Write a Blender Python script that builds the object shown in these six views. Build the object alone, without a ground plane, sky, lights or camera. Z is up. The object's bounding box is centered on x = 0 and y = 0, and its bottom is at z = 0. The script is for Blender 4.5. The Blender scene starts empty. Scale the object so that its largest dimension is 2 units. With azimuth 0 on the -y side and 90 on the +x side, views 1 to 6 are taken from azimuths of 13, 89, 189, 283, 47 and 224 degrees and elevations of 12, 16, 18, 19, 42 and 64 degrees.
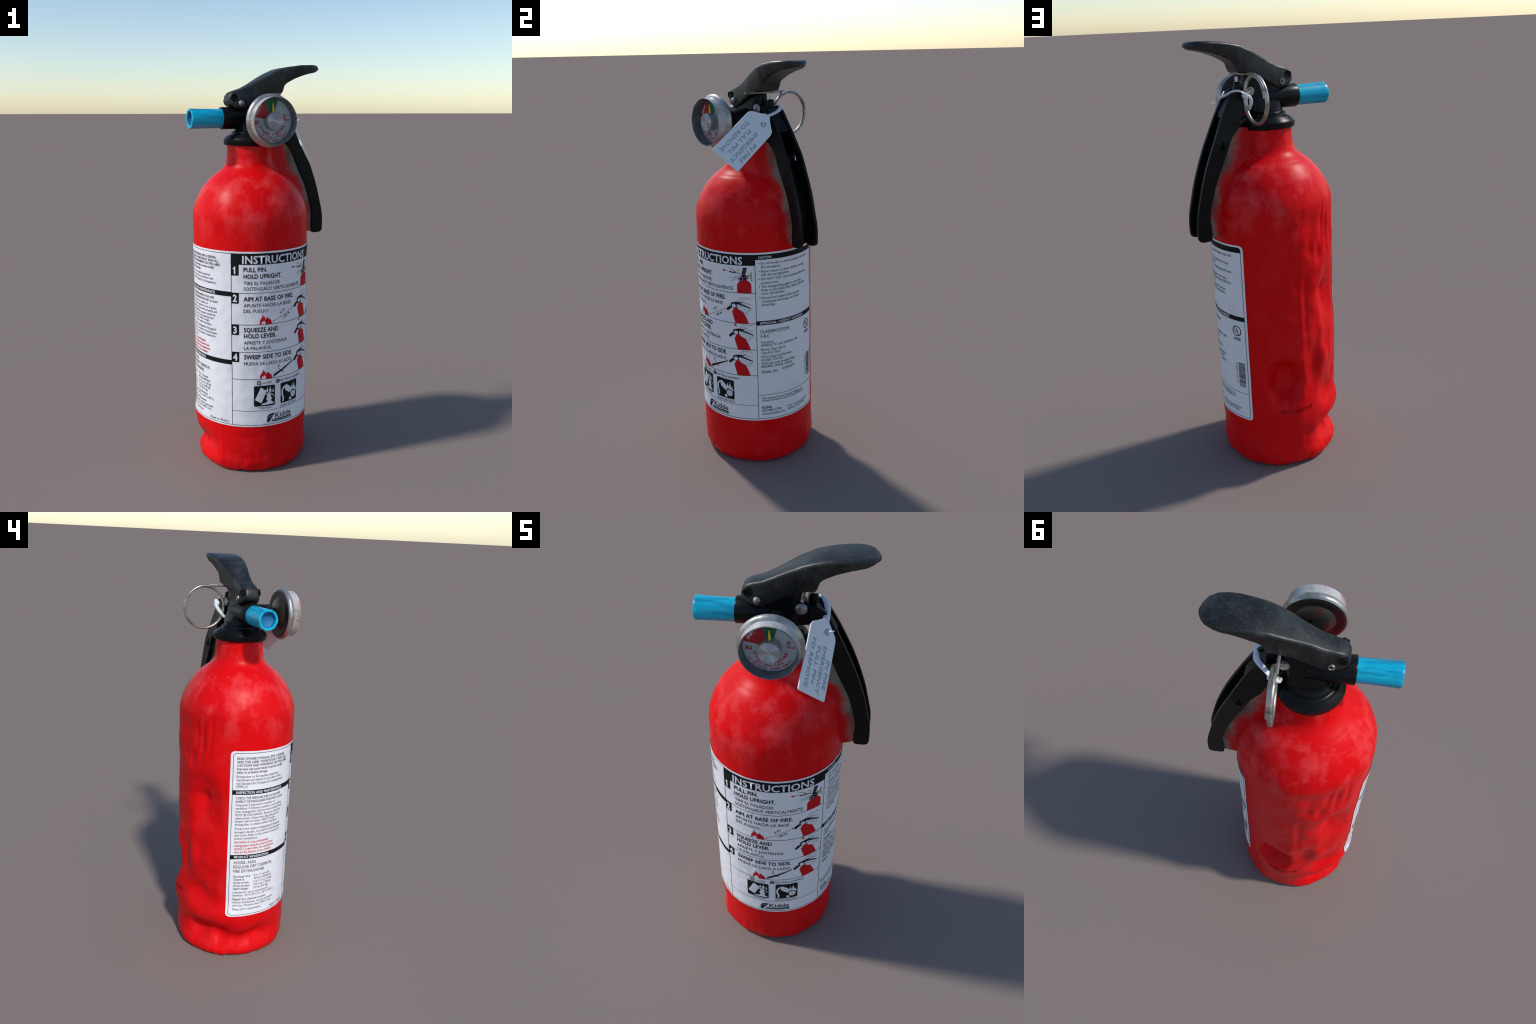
import bpy, bmesh, math, random
from mathutils import Vector, noise, geometry
random.seed(7)

# ------------------------------------------------------------------ frame
AXIS = Vector((-0.020, -0.004, 0.0))        # vertical axis of the cylinder
HEAD = math.radians(37.8)                   # direction of lever / nozzle line
EA = Vector((math.cos(HEAD), math.sin(HEAD), 0))
EB = Vector((-math.sin(HEAD), math.cos(HEAD), 0))
EZ = Vector((0, 0, 1))
def W(a, b, z):                              # head frame -> world
    return AXIS + EA * a + EB * b + EZ * z

root = bpy.data.objects.new("fire_extinguisher", None)
bpy.context.collection.objects.link(root)
root["label"] = "small red fire extinguisher with black lever and white label"
root["category"] = "fire extinguisher"

# ------------------------------------------------------------------ materials
def material(name, base, rough=0.5, metal=0.0, spots=(), bump=None, spec=0.5, coat=0.0, dust=None, turn=None):
    """spots: list of (colour, noise scale(xyz), low, high, amount)"""
    m = bpy.data.materials.new(name); m.use_nodes = True
    nt = m.node_tree; N = nt.nodes; L = nt.links
    p = N["Principled BSDF"]
    p.inputs["Base Color"].default_value = (*base, 1)
    p.inputs["Roughness"].default_value = rough
    p.inputs["Metallic"].default_value = metal
    p.inputs["Specular IOR Level"].default_value = spec
    p.inputs["Coat Weight"].default_value = coat
    tc = N.new("ShaderNodeTexCoord")
    col = None
    for colour, scale, lo, hi, amount in spots:
        mp = N.new("ShaderNodeMapping"); mp.inputs["Scale"].default_value = scale
        mp.inputs["Location"].default_value = (len(N) * 1.37, 2.1, len(N) * 0.7)
        if turn is None: L.new(tc.outputs["Object"], mp.inputs["Vector"])
        else:                                # streaks that run along a turned part
            vr = N.new("ShaderNodeVectorRotate"); vr.rotation_type = 'Z_AXIS'; vr.inputs["Angle"].default_value = -turn
            L.new(tc.outputs["Object"], vr.inputs["Vector"]); L.new(vr.outputs[0], mp.inputs["Vector"])
        no = N.new("ShaderNodeTexNoise"); no.inputs["Scale"].default_value = 1.0
        no.inputs["Detail"].default_value = 5; no.inputs["Roughness"].default_value = 0.6
        L.new(mp.outputs[0], no.inputs["Vector"])
        rp = N.new("ShaderNodeMapRange"); rp.inputs["From Min"].default_value = lo; rp.inputs["From Max"].default_value = hi
        rp.inputs["To Max"].default_value = amount
        L.new(no.outputs["Fac"], rp.inputs["Value"])
        mx = N.new("ShaderNodeMix"); mx.data_type = 'RGBA'
        fac = rp.outputs[0]
        if dust and col is None:             # painted highlight blotches grow stronger over this height range
            sep = N.new("ShaderNodeSeparateXYZ"); L.new(tc.outputs["Object"], sep.inputs[0])
            band = N.new("ShaderNodeMapRange"); band.inputs["From Min"].default_value = dust[0]; band.inputs["From Max"].default_value = dust[1]
            band.inputs["To Min"].default_value = 0.15
            L.new(sep.outputs["Z"], band.inputs["Value"])
            mu = N.new("ShaderNodeMath"); mu.operation = 'MULTIPLY'; L.new(fac, mu.inputs[0]); L.new(band.outputs[0], mu.inputs[1]); fac = mu.outputs[0]
        L.new(fac, mx.inputs["Factor"])
        if col is None: mx.inputs["A"].default_value = (*base, 1)
        else: L.new(col, mx.inputs["A"])
        mx.inputs["B"].default_value = (*colour, 1)
        col = mx.outputs["Result"]
    if col is not None: L.new(col, p.inputs["Base Color"])
    if bump:
        sc, st = bump
        no = N.new("ShaderNodeTexNoise"); no.inputs["Scale"].default_value = sc; no.inputs["Detail"].default_value = 4
        L.new(tc.outputs["Object"], no.inputs["Vector"])
        bp = N.new("ShaderNodeBump"); bp.inputs["Strength"].default_value = st; bp.inputs["Distance"].default_value = 0.004
        L.new(no.outputs["Fac"], bp.inputs["Height"]); L.new(bp.outputs[0], p.inputs["Normal"])
    return m

RED = material("red_enamel", (0.68, 0.0035, 0.0055), 0.38, spec=0.11,
               dust=(1.16, 1.32),  # heights where pale pink sky reflections are mixed into the shoulder red
               spots=[((0.80, 0.08, 0.085), (12, 12, 9), 0.48, 0.68, 0.55),
                      ((0.56, 0.0035, 0.006), (4, 4, 3), 0.52, 0.75, 0.5)])
WHITE = material("label_paper", (0.80, 0.79, 0.82), 0.45, spec=0.3, spots=[((0.70, 0.71, 0.75), (9, 9, 9), 0.5, 0.75, 0.6)], bump=(22, 0.25))
INK = material("black_ink", (0.010, 0.010, 0.012), 0.5, spec=0.12)
GREYINK = material("grey_ink", (0.075, 0.072, 0.08), 0.5, spec=0.12)
FADED = material("faded_stamp", (0.32, 0.004, 0.006), 0.5, spec=0.12)
REDINK = material("red_ink", (0.55, 0.01, 0.015), 0.5, spec=0.12)
PINKINK = material("warning_ink", (0.60, 0.05, 0.06), 0.5, spec=0.12)
YELLOWINK = material("yellow_ink", (0.62, 0.52, 0.12), 0.5, spec=0.12)
WHITEINK = material("white_ink", (0.72, 0.73, 0.76), 0.5, spec=0.12)
BLACK = material("black_plastic", (0.004, 0.0045, 0.005), 0.34, spec=0.16,
                 spots=[((0.012, 0.0115, 0.011), (30, 30, 30), 0.55, 0.8, 0.7)], bump=(160, 0.08))
LEVERBLACK = material("sheen_tinted_black_plastic", (0.0065, 0.0075, 0.0075), 0.42, spec=0.42,
                 spots=[((0.036, 0.041, 0.039), (14, 14, 14), 0.45, 0.72, 0.7),  # grey-green lightening for the bright sheen along the lever top
                        ((0.14, 0.155, 0.15), (120, 120, 120), 0.58, 0.78, 0.55)], bump=(220, 0.08))
BLUE = material("blue_anodised", (0.003, 0.40, 0.60), 0.34, spec=0.3, turn=HEAD,
                spots=[((0.002, 0.13, 0.28), (5, 42, 42), 0.50, 0.66, 0.7), ((0.01, 0.58, 0.74), (6, 34, 34), 0.53, 0.66, 0.7)])
BLUEDARK = material("blue_bore", (0.003, 0.14, 0.32), 0.5)
STEEL = material("dull_chrome", (0.40, 0.40, 0.375), 0.34, metal=0.7,
                 spots=[((0.22, 0.21, 0.18), (24, 24, 24), 0.48, 0.70, 0.8), ((0.24, 0.10, 0.06), (11, 11, 11), 0.56, 0.70, 0.7)], bump=(60, 0.3))
RINGSTEEL = material("ring_steel", (0.42, 0.40, 0.36), 0.36, metal=0.75, spots=[((0.15, 0.09, 0.07), (25, 25, 25), 0.46, 0.66, 0.8)])
RIVET = material("rivet_steel", (0.26, 0.26, 0.26), 0.4, metal=0.6, spots=[((0.14, 0.13, 0.12), (60, 60, 60), 0.5, 0.7, 0.6)])
DARKMETAL = material("blackened_metal", (0.045, 0.042, 0.036), 0.38, metal=0.3, spots=[((0.10, 0.095, 0.08), (20, 20, 20), 0.5, 0.75, 0.6), ((0.14, 0.02, 0.015), (12, 12, 12), 0.54, 0.68, 0.7)])
KNOBM = material("turned_aluminium", (0.46, 0.44, 0.44), 0.38, metal=0.6, spots=[((0.30, 0.28, 0.27), (40, 40, 40), 0.5, 0.7, 0.6)])
DIALW = material("dial_white", (0.40, 0.45, 0.46), 0.5)
DIALRED = material("dial_red", (0.42, 0.006, 0.010), 0.5)
DIALGREEN = material("dial_green", (0.006, 0.13, 0.055), 0.5)
NEEDLE = material("needle_yellow", (0.70, 0.48, 0.02), 0.45)
TAGW = material("tag_plastic", (0.70, 0.74, 0.78), 0.45, spots=[((0.62, 0.72, 0.74), (12, 12, 12), 0.5, 0.75, 0.6)])
TAGTEXT = material("tag_emboss", (0.24, 0.31, 0.33), 0.5)
TIE = material("tie_nylon", (0.72, 0.74, 0.78), 0.4)
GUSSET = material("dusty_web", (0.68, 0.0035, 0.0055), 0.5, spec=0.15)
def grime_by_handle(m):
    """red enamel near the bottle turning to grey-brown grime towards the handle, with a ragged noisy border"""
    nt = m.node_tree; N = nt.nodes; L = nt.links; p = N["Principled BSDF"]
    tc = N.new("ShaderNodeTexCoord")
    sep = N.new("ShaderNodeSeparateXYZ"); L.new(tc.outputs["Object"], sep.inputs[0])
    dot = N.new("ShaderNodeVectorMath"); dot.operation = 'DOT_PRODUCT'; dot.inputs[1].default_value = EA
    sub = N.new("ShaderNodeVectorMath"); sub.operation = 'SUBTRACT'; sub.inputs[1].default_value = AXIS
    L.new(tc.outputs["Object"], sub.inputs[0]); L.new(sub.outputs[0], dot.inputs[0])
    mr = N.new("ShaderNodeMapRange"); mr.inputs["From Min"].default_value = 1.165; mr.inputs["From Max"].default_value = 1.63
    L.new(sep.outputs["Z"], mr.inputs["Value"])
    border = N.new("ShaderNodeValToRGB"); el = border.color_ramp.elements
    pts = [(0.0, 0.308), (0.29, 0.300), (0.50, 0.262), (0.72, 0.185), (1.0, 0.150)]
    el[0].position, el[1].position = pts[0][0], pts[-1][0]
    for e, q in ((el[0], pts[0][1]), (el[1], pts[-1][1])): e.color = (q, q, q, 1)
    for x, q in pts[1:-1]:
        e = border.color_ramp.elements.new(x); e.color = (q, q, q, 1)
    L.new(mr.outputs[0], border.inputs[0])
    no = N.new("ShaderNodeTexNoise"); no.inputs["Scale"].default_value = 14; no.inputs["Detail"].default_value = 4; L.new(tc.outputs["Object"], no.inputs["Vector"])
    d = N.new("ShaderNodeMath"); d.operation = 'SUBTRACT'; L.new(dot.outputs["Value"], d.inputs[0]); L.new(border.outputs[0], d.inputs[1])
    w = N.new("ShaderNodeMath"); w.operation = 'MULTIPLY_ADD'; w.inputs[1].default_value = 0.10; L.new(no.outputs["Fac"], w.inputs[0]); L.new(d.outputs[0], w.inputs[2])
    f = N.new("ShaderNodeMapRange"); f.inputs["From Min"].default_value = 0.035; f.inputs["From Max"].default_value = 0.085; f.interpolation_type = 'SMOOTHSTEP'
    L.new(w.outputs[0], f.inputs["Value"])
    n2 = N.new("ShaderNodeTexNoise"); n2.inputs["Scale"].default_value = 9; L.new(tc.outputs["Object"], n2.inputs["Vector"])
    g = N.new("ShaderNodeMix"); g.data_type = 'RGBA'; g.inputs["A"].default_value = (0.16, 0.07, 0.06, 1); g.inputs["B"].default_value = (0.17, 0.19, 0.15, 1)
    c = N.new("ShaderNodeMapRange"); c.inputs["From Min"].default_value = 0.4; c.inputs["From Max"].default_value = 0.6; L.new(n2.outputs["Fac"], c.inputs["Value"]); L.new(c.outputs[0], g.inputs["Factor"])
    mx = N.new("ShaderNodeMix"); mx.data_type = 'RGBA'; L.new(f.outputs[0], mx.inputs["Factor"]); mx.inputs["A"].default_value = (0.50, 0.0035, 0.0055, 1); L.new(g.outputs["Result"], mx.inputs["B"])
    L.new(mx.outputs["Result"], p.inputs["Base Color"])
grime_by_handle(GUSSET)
LENS = material("lens_rim_painted_reflections", (0.42, 0.42, 0.42), 0.3, spec=0.5,  # red, green and white patches colour in the clear lens's smeared reflections
                spots=[((0.36, 0.06, 0.05), (9, 9, 9), 0.50, 0.66, 0.7), ((0.08, 0.20, 0.12), (12, 12, 8), 0.58, 0.68, 0.6), ((0.55, 0.50, 0.52), (16, 16, 16), 0.52, 0.66, 0.8)], bump=(60, 0.2))
LENSDARK = material("lens_wall_painted_dark", (0.09, 0.11, 0.125), 0.35, spots=[((0.26, 0.25, 0.25), (22, 22, 22), 0.5, 0.68, 0.8), ((0.22, 0.03, 0.03), (14, 14, 14), 0.56, 0.68, 0.6)])  # blue-black inner wall with grey and red patches, darker than the outer rim
UNDER = material("dark_base", (0.02, 0.012, 0.012), 0.6)

# ------------------------------------------------------------------ mesh helpers
def add(name, verts, faces, mat, parent=root, smooth=True, angle=40.0, stuff=False):
    me = bpy.data.meshes.new(name)
    me.from_pydata([tuple(v) for v in verts], [], faces)
    mats = mat if isinstance(mat, (list, tuple)) else [mat]
    for m in mats: me.materials.append(m)
    me.validate()
    bm = bmesh.new(); bm.from_mesh(me)
    bmesh.ops.recalc_face_normals(bm, faces=bm.faces)
    if smooth:
        lim = math.radians(angle)
        for f in bm.faces: f.smooth = True
        for e in bm.edges:
            if len(e.link_faces) == 2 and e.calc_face_angle(0) > lim: e.smooth = False
    bm.to_mesh(me); bm.free()
    ob = bpy.data.objects.new(name, me)
    bpy.context.collection.objects.link(ob)
    ob.parent = parent
    if stuff: ob["kind"] = "stuff"
    return ob

class Soup:
    """collects several closed pieces into one mesh"""
    def __init__(s): s.v = []; s.f = []
    def put(s, vf):
        n = len(s.v); s.v += list(vf[0]); s.f += [tuple(i + n for i in f) for f in vf[1]]

def loft(sections, cap=True):
    n = len(sections[0]); v = []; f = []
    for s in sections: v += s
    for i in range(len(sections) - 1):
        for j in range(n):
            k = (j + 1) % n
            f.append((i * n + j, i * n + k, (i + 1) * n + k, (i + 1) * n + j))
    if cap:
        f.append(tuple(range(n - 1, -1, -1))); m = (len(sections) - 1) * n
        f.append(tuple(range(m, m + n)))
    return v, f

def lathe(profile, origin, axis, segs=64, wob=0.0, seed=0.0, cap=True):
    """profile: (along axis, radius) ; origin world ; axis world unit"""
    axis = axis.normalized()
    u = axis.orthogonal().normalized() if abs(axis.z) < 0.9 else Vector((1, 0, 0))
    if abs(axis.z) < 0.9: u = Vector((0, 0, 1)) - axis * axis.z; u.normalize()
    w = axis.cross(u)
    secs = []
    for h, r in profile:
        ring = []
        for j in range(segs):
            t = 2 * math.pi * j / segs
            rr = r
            if wob: rr = r * (1 + wob * noise.noise(Vector((math.cos(t) * 2.2 + seed, math.sin(t) * 2.2, h * 9))))
            ring.append(origin + axis * h + u * (rr * math.cos(t)) + w * (rr * math.sin(t)))
        secs.append(ring)
    return loft(secs, cap)

def tube(path, radius, segs=12, flat=1.0, up=None):
    """round (or flattened) tube along a list of world points"""
    secs = []; n = len(path)
    for i, p in enumerate(path):
        t = (path[min(i + 1, n - 1)] - path[max(i - 1, 0)]).normalized()
        ref = up if up is not None else (EZ if abs(t.z) < 0.95 else EA)
        s = t.cross(ref).normalized(); q = s.cross(t).normalized()
        r = radius[i] if isinstance(radius, (list, tuple)) else radius
        secs.append([p + s * (r * math.cos(2 * math.pi * j / segs)) + q * (r * flat * math.sin(2 * math.pi * j / segs)) for j in range(segs)])
    return loft(secs)

def spline(pts, n):
    """Catmull-Rom through tuples"""
    pts = [Vector(p) for p in pts]; out = []
    m = len(pts) - 1
    for k in range(n + 1):
        x = k / n * m; i = min(int(x), m - 1); t = x - i
        p0 = pts[max(i - 1, 0)]; p1 = pts[i]; p2 = pts[i + 1]; p3 = pts[min(i + 2, m)]
        out.append(0.5 * ((2 * p1) + (p2 - p0) * t + (2 * p0 - 5 * p1 + 4 * p2 - p3) * t * t + (3 * p1 - p0 - 3 * p2 + p3) * t ** 3))
    return out

import bisect
def interp(tab, x):
    if x <= tab[0][0]: return tab[0][1]
    if x >= tab[-1][0]: return tab[-1][1]
    i = bisect.bisect_left(tab, (x, -1e9))
    (x0, y0), (x1, y1) = tab[i - 1], tab[i]
    return y0 + (y1 - y0) * (x - x0) / (x1 - x0)

def rounded(hw_top, hw_bot, z0, z1, rad, per=5, seg_side=1):
    """rounded trapezoid outline, (side, height) pairs"""
    rad = min(rad, 0.49 * (z1 - z0), 0.95 * hw_top, 0.95 * hw_bot)
    c = [(hw_bot - rad, z0 + rad, -90), (hw_top - rad, z1 - rad, 0), (-hw_top + rad, z1 - rad, 90), (-hw_bot + rad, z0 + rad, 180)]
    out = []
    for x, y, a0 in c:
        for k in range(per + 1):
            t = math.radians(a0 + 90 * k / per)
            out.append((x + rad * math.cos(t), y + rad * math.sin(t)))
    return out

def prism(outline, place, d0, d1, bevel=0.003):
    """extrude 2D outline (x,y) between depths d0,d1 with small chamfer; place(x,y,d)->world"""
    cx = sum(p[0] for p in outline) / len(outline); cy = sum(p[1] for p in outline) / len(outline)
    def inset(b):
        out = []; n = len(outline)
        for i in range(n):
            p0 = Vector(outline[i - 1]); p1 = Vector(outline[i]); p2 = Vector(outline[(i + 1) % n])
            e = (p2 - p0); nr = Vector((-e.y, e.x))
            if nr.length > 1e-9: nr.normalize()
            out.append(p1 + nr * b)
        return out
    area = sum(outline[i - 1][0] * outline[i][1] - outline[i][0] * outline[i - 1][1] for i in range(len(outline)))
    s = 1 if area > 0 else -1
    ins = inset(bevel * s); e = 1 if d1 > d0 else -1
    secs = [[place(p[0], p[1], d0) for p in ins], [place(p[0], p[1], d0 + bevel * e) for p in outline],
            [place(p[0], p[1], d1 - bevel * e) for p in outline], [place(p[0], p[1], d1) for p in ins]]
    return loft(secs)

# ------------------------------------------------------------------ cylinder body
PROFILE = [(0.000, 0.262), (0.012, 0.274), (0.030, 0.282), (0.060, 0.2865), (0.30, 0.287), (1.20, 0.287), (1.26, 0.2865), (1.29, 0.284), (1.32, 0.277),
           (1.345, 0.268), (1.37, 0.256), (1.40, 0.239), (1.425, 0.220), (1.445, 0.202), (1.462, 0.184), (1.474, 0.168), (1.485, 0.153),
           (1.495, 0.141), (1.510, 0.128), (1.53, 0.119), (1.56, 0.1145), (1.60, 0.1135), (1.64, 0.1135)]
def smooth_profile(tab, n=12):
    out = []
    for i in range(len(tab) - 1):
        x0, y0 = tab[i]; x1, y1 = tab[i + 1]
        d0 = (tab[i + 1][1] - tab[max(i - 1, 0)][1]) / (tab[i + 1][0] - tab[max(i - 1, 0)][0])
        d1 = (tab[min(i + 2, len(tab) - 1)][1] - tab[i][1]) / (tab[min(i + 2, len(tab) - 1)][0] - tab[i][0])
        h = x1 - x0
        for k in range(n):
            t = k / n
            out.append((x0 + h * t, (2 * t ** 3 - 3 * t * t + 1) * y0 + (t ** 3 - 2 * t * t + t) * h * d0 + (3 * t * t - 2 * t ** 3) * y1 + (t ** 3 - t * t) * h * d1))
    return out + [tab[-1]]
PROFILE = smooth_profile(PROFILE)
# dents of the battered side: angle, height, half widths, depth (negative = pushed in)
DENTS = [(148, 0.72, 24, 0.30, -0.012), (158, 0.35, 12, 0.06, -0.026), (164, 0.82, 12, 0.085, -0.032), (152, 0.53, 6, 0.04, 0.012), (155, 1.19, 9, 0.06, -0.010), (177, 0.155, 11, 0.030, -0.022), (165, 0.072, 26, 0.034, -0.014), (161, 0.86, 6, 0.05, -0.010), (158, 0.33, 7, 0.05, -0.010), (168, 0.48, 4, 0.06, 0.006), (176, 0.84, 5, 0.06, -0.006), (160, 0.905, 14, 0.018, 0.004),
         (172, 0.455, 8, 0.045, -0.014), (163, 0.62, 10, 0.05, -0.006), (150, 0.66, 4, 0.09, 0.006), (-174, 0.585, 6, 0.035, 0.006),
         (178, 0.33, 12, 0.05, -0.010), (156, 0.36, 7, 0.05, 0.006), (-170, 0.24, 14, 0.03, 0.008),
         (124, 0.53, 4, 0.05, 0.005), (120, 0.36, 5, 0.04, 0.006), (112, 0.275, 14, 0.04, 0.009),
         (107, 0.27, 2.0, 0.010, 0.003), (125, 0.80, 2.2, 0.14, 0.003), (130, 0.80, 2.2, 0.14, -0.003),
         (137, 0.50, 7, 0.07, -0.013), (132, 0.66, 7, 0.03, 0.005), (-129, 0.175, 3, 0.03, -0.005), (-86, 0.083, 5, 0.02, -0.004), (-74, 0.196, 8, 0.012, -0.002),
         (-56, 0.147, 4, 0.02, 0.002), (-119, 0.081, 5, 0.025, -0.005), (9, 0.165, 10, 0.025, -0.006), (85, 0.075, 9, 0.03, 0.005),
         (147, 1.06, 3.0, 0.03, -0.005), (136, 1.10, 3.0, 0.03, -0.004), (-50, 1.25, 9, 0.05, 0.003), (-100, 1.27, 9, 0.05, 0.002)]
# broad flat-bottomed hollow low on the back
HOLLOWS = [(106, 0.455, 14.5, 0.090, -0.080)]
# hanging folds: angle, height, half length, half width, depth
FOLDS = [(139, 1.12, 0.09, 4.0, 0.007), (153.5, 1.21, 0.06, 2.2, 0.008), (161, 1.16, 0.08, 1.8, 0.010), (171, 1.18, 0.065, 1.6, 0.007), (147, 1.06, 0.04, 3.0, 0.006)]
def wrap(d): return (d + 180.0) % 360.0 - 180.0
def radius(th, z):
    r = interp(PROFILE, z)
    body = min(1.0, max(0.0, (1.42 - z) / 0.15))
    for t0, z0, st, sz, dep in DENTS:
        dt = wrap(th - t0) / st
        if abs(dt) > 3.2: continue
        dz = (z - z0) / sz
        if abs(dz) > 3.2: continue
        r += dep * math.exp(-0.5 * (dt * dt + dz * dz))
    for t0, z0, st, sz, dep in HOLLOWS:
        dt = wrap(th - t0) / st; dz = (z - z0) / sz
        q = dt * dt + dz * dz
        if q < 6: r += dep * math.exp(-0.55 * q ** 2.4 * (1.0 + 0.5 * noise.noise(Vector((th * 0.12, z * 14, 2.0)))))
    # battered quarter mask (from the right label edge round to the left one)
    m = wrap(th - 150.0)
    mask = max(0.0, min(1.0, (50.0 - abs(m)) / 18.0)) * body
    x = math.radians(th)
    cx, sx = math.cos(x), math.sin(x)
    # pinched groove just above the foot
    g = max(0.0, min(1.0, (66.0 - abs(wrap(th + 172.0))) / 30.0))
    if g > 0:
        zc = 0.118 + 0.012 * math.sin(math.radians(3 * th)) + 0.018 * noise.noise(Vector((th * 0.05, 3.1, 0)))
        dz = (z - zc) / (0.036 if z > zc else 0.040)
        g *= 0.85 + 0.5 * noise.noise(Vector((cx * 3, sx * 3, 7.7)))
        r -= 0.050 * g * math.exp(-0.5 * dz * dz)
    x = math.radians(th)
    cx, sx = math.cos(x), math.sin(x)
    if mask > 0:
        r += mask * (0.008 * noise.noise(Vector((cx * 2.7, sx * 2.7, z * 8.5 + 4))) + 0.0018 * noise.noise(Vector((cx * 6, sx * 6, z * 18))))
        # hanging vertical wrinkles under the shoulder
        wz = math.exp(-0.5 * ((z - 1.16) / 0.085) ** 2)
        if wz > 0.02:
            for t0, zc, zl, wd, dep in FOLDS:
                dt = wrap(th - t0 - 14 * (z - zc)) / wd
                if abs(dt) < 3: r -= 0.75 * mask * dep * math.exp(-0.5 * dt * dt - 0.5 * ((z - zc) / zl) ** 2)
            r += mask * wz * 0.004 * noise.noise(Vector((cx * 5, sx * 5, z * 3.5)))
    # general slight lumpiness of the sheet
    r += body * (0.0015 * noise.noise(Vector((cx * 4, sx * 4, z * 7 + 9))) + 0.0013 * noise.noise(Vector((cx * 8, sx * 8, z * 24))))
    # crimped wavy foot
    if z < 0.14:
        k = (0.14 - z) / 0.14
        r += k * (0.007 * noise.noise(Vector((cx * 4, sx * 4, 1.5))) + 0.003 * noise.noise(Vector((cx * 8, sx * 8, z * 22))))
    # seam line at the root of the neck
    r -= 0.0016 * math.exp(-0.5 * ((z - 1.468) / 0.0025) ** 2)
    return r
def surf(th, z, off=0.0):
    r = radius(th, z) + off; t = math.radians(th)
    return AXIS + Vector((r * math.cos(t), r * math.sin(t), z))

NT = 600
zs = [0.0, 0.004, 0.009, 0.015, 0.022] + [0.03 + 0.0062 * i for i in range(207)] + [1.316 + 0.0045 * i for i in range(73)]
verts = []; faces = []
for z in zs:
    for j in range(NT):
        th = -180 + 360.0 * j / NT
        p = surf(th, z)
        if z < 0.02:   # ragged lower edge
            t = math.radians(th)
            p.z = max(0.0, p.z + (0.02 - z) / 0.02 * 0.010 * max(0, noise.noise(Vector((math.cos(t) * 6, math.sin(t) * 6, 8))) ))
        verts.append(p)
for i in range(len(zs) - 1):
    for j in range(NT):
        k = (j + 1) % NT
        faces.append((i * NT + j, i * NT + k, (i + 1) * NT + k, (i + 1) * NT + j))
m = (len(zs) - 1) * NT
faces.append(tuple(range(m, m + NT)))
add("cylinder", verts, faces, RED, angle=80)
# dark underside
secs = []
for z, k in ((0.0005, 0.80), (0.0, 0.90), (0.004, 0.965), (0.012, 0.97), (0.02, 0.75)):
    secs.append([AXIS + Vector((math.cos(t), math.sin(t), 0)) * ((radius(math.degrees(t), 0.012) - 0.002) * k) + EZ * z for t in [2 * math.pi * q / 160 for q in range(160)]])
v, f = loft(secs); add("base_plate", v, f, UNDER)

# ------------------------------------------------------------------ label (flat layout in degrees x metres, wrapped on the body)
DEG = 0.287 * math.pi / 180.0
LABEL_T0, LABEL_T1, LABEL_Z0, LABEL_Z1 = -169.3, 72.8, 0.250, 1.131
def grid_patch(t0, t1, z0, z1, off, rc=0.0, dt=0.6, dz=0.008):
    nt = max(1, round((t1 - t0) / dt)); nz = max(1, round((z1 - z0) / dz)); v = []; f = []
    for i in range(nz + 1):
        z = z0 + (z1 - z0) * i / nz
        ins = 0.0
        if rc:
            d = min(z - z0, z1 - z)
            if d < rc: ins = (rc - math.sqrt(max(0, rc * rc - (rc - d) ** 2))) / DEG
        for j in range(nt + 1):
            th = t0 + ins + (t1 - t0 - 2 * ins) * j / nt
            v.append(surf(th, z, off))
    for i in range(nz):
        for j in range(nt):
            q = i * (nt + 1) + j
            f.append((q, q + 1, q + nt + 2, q + nt + 1))
    return v, f
def thick(vf, t0, t1):
    return vf
label_v, label_f = grid_patch(LABEL_T0, LABEL_T1, LABEL_Z0, LABEL_Z1, 0.0018, rc=0.020, dz=0.004)
label = add("label", label_v, label_f, WHITE, angle=80)

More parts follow.
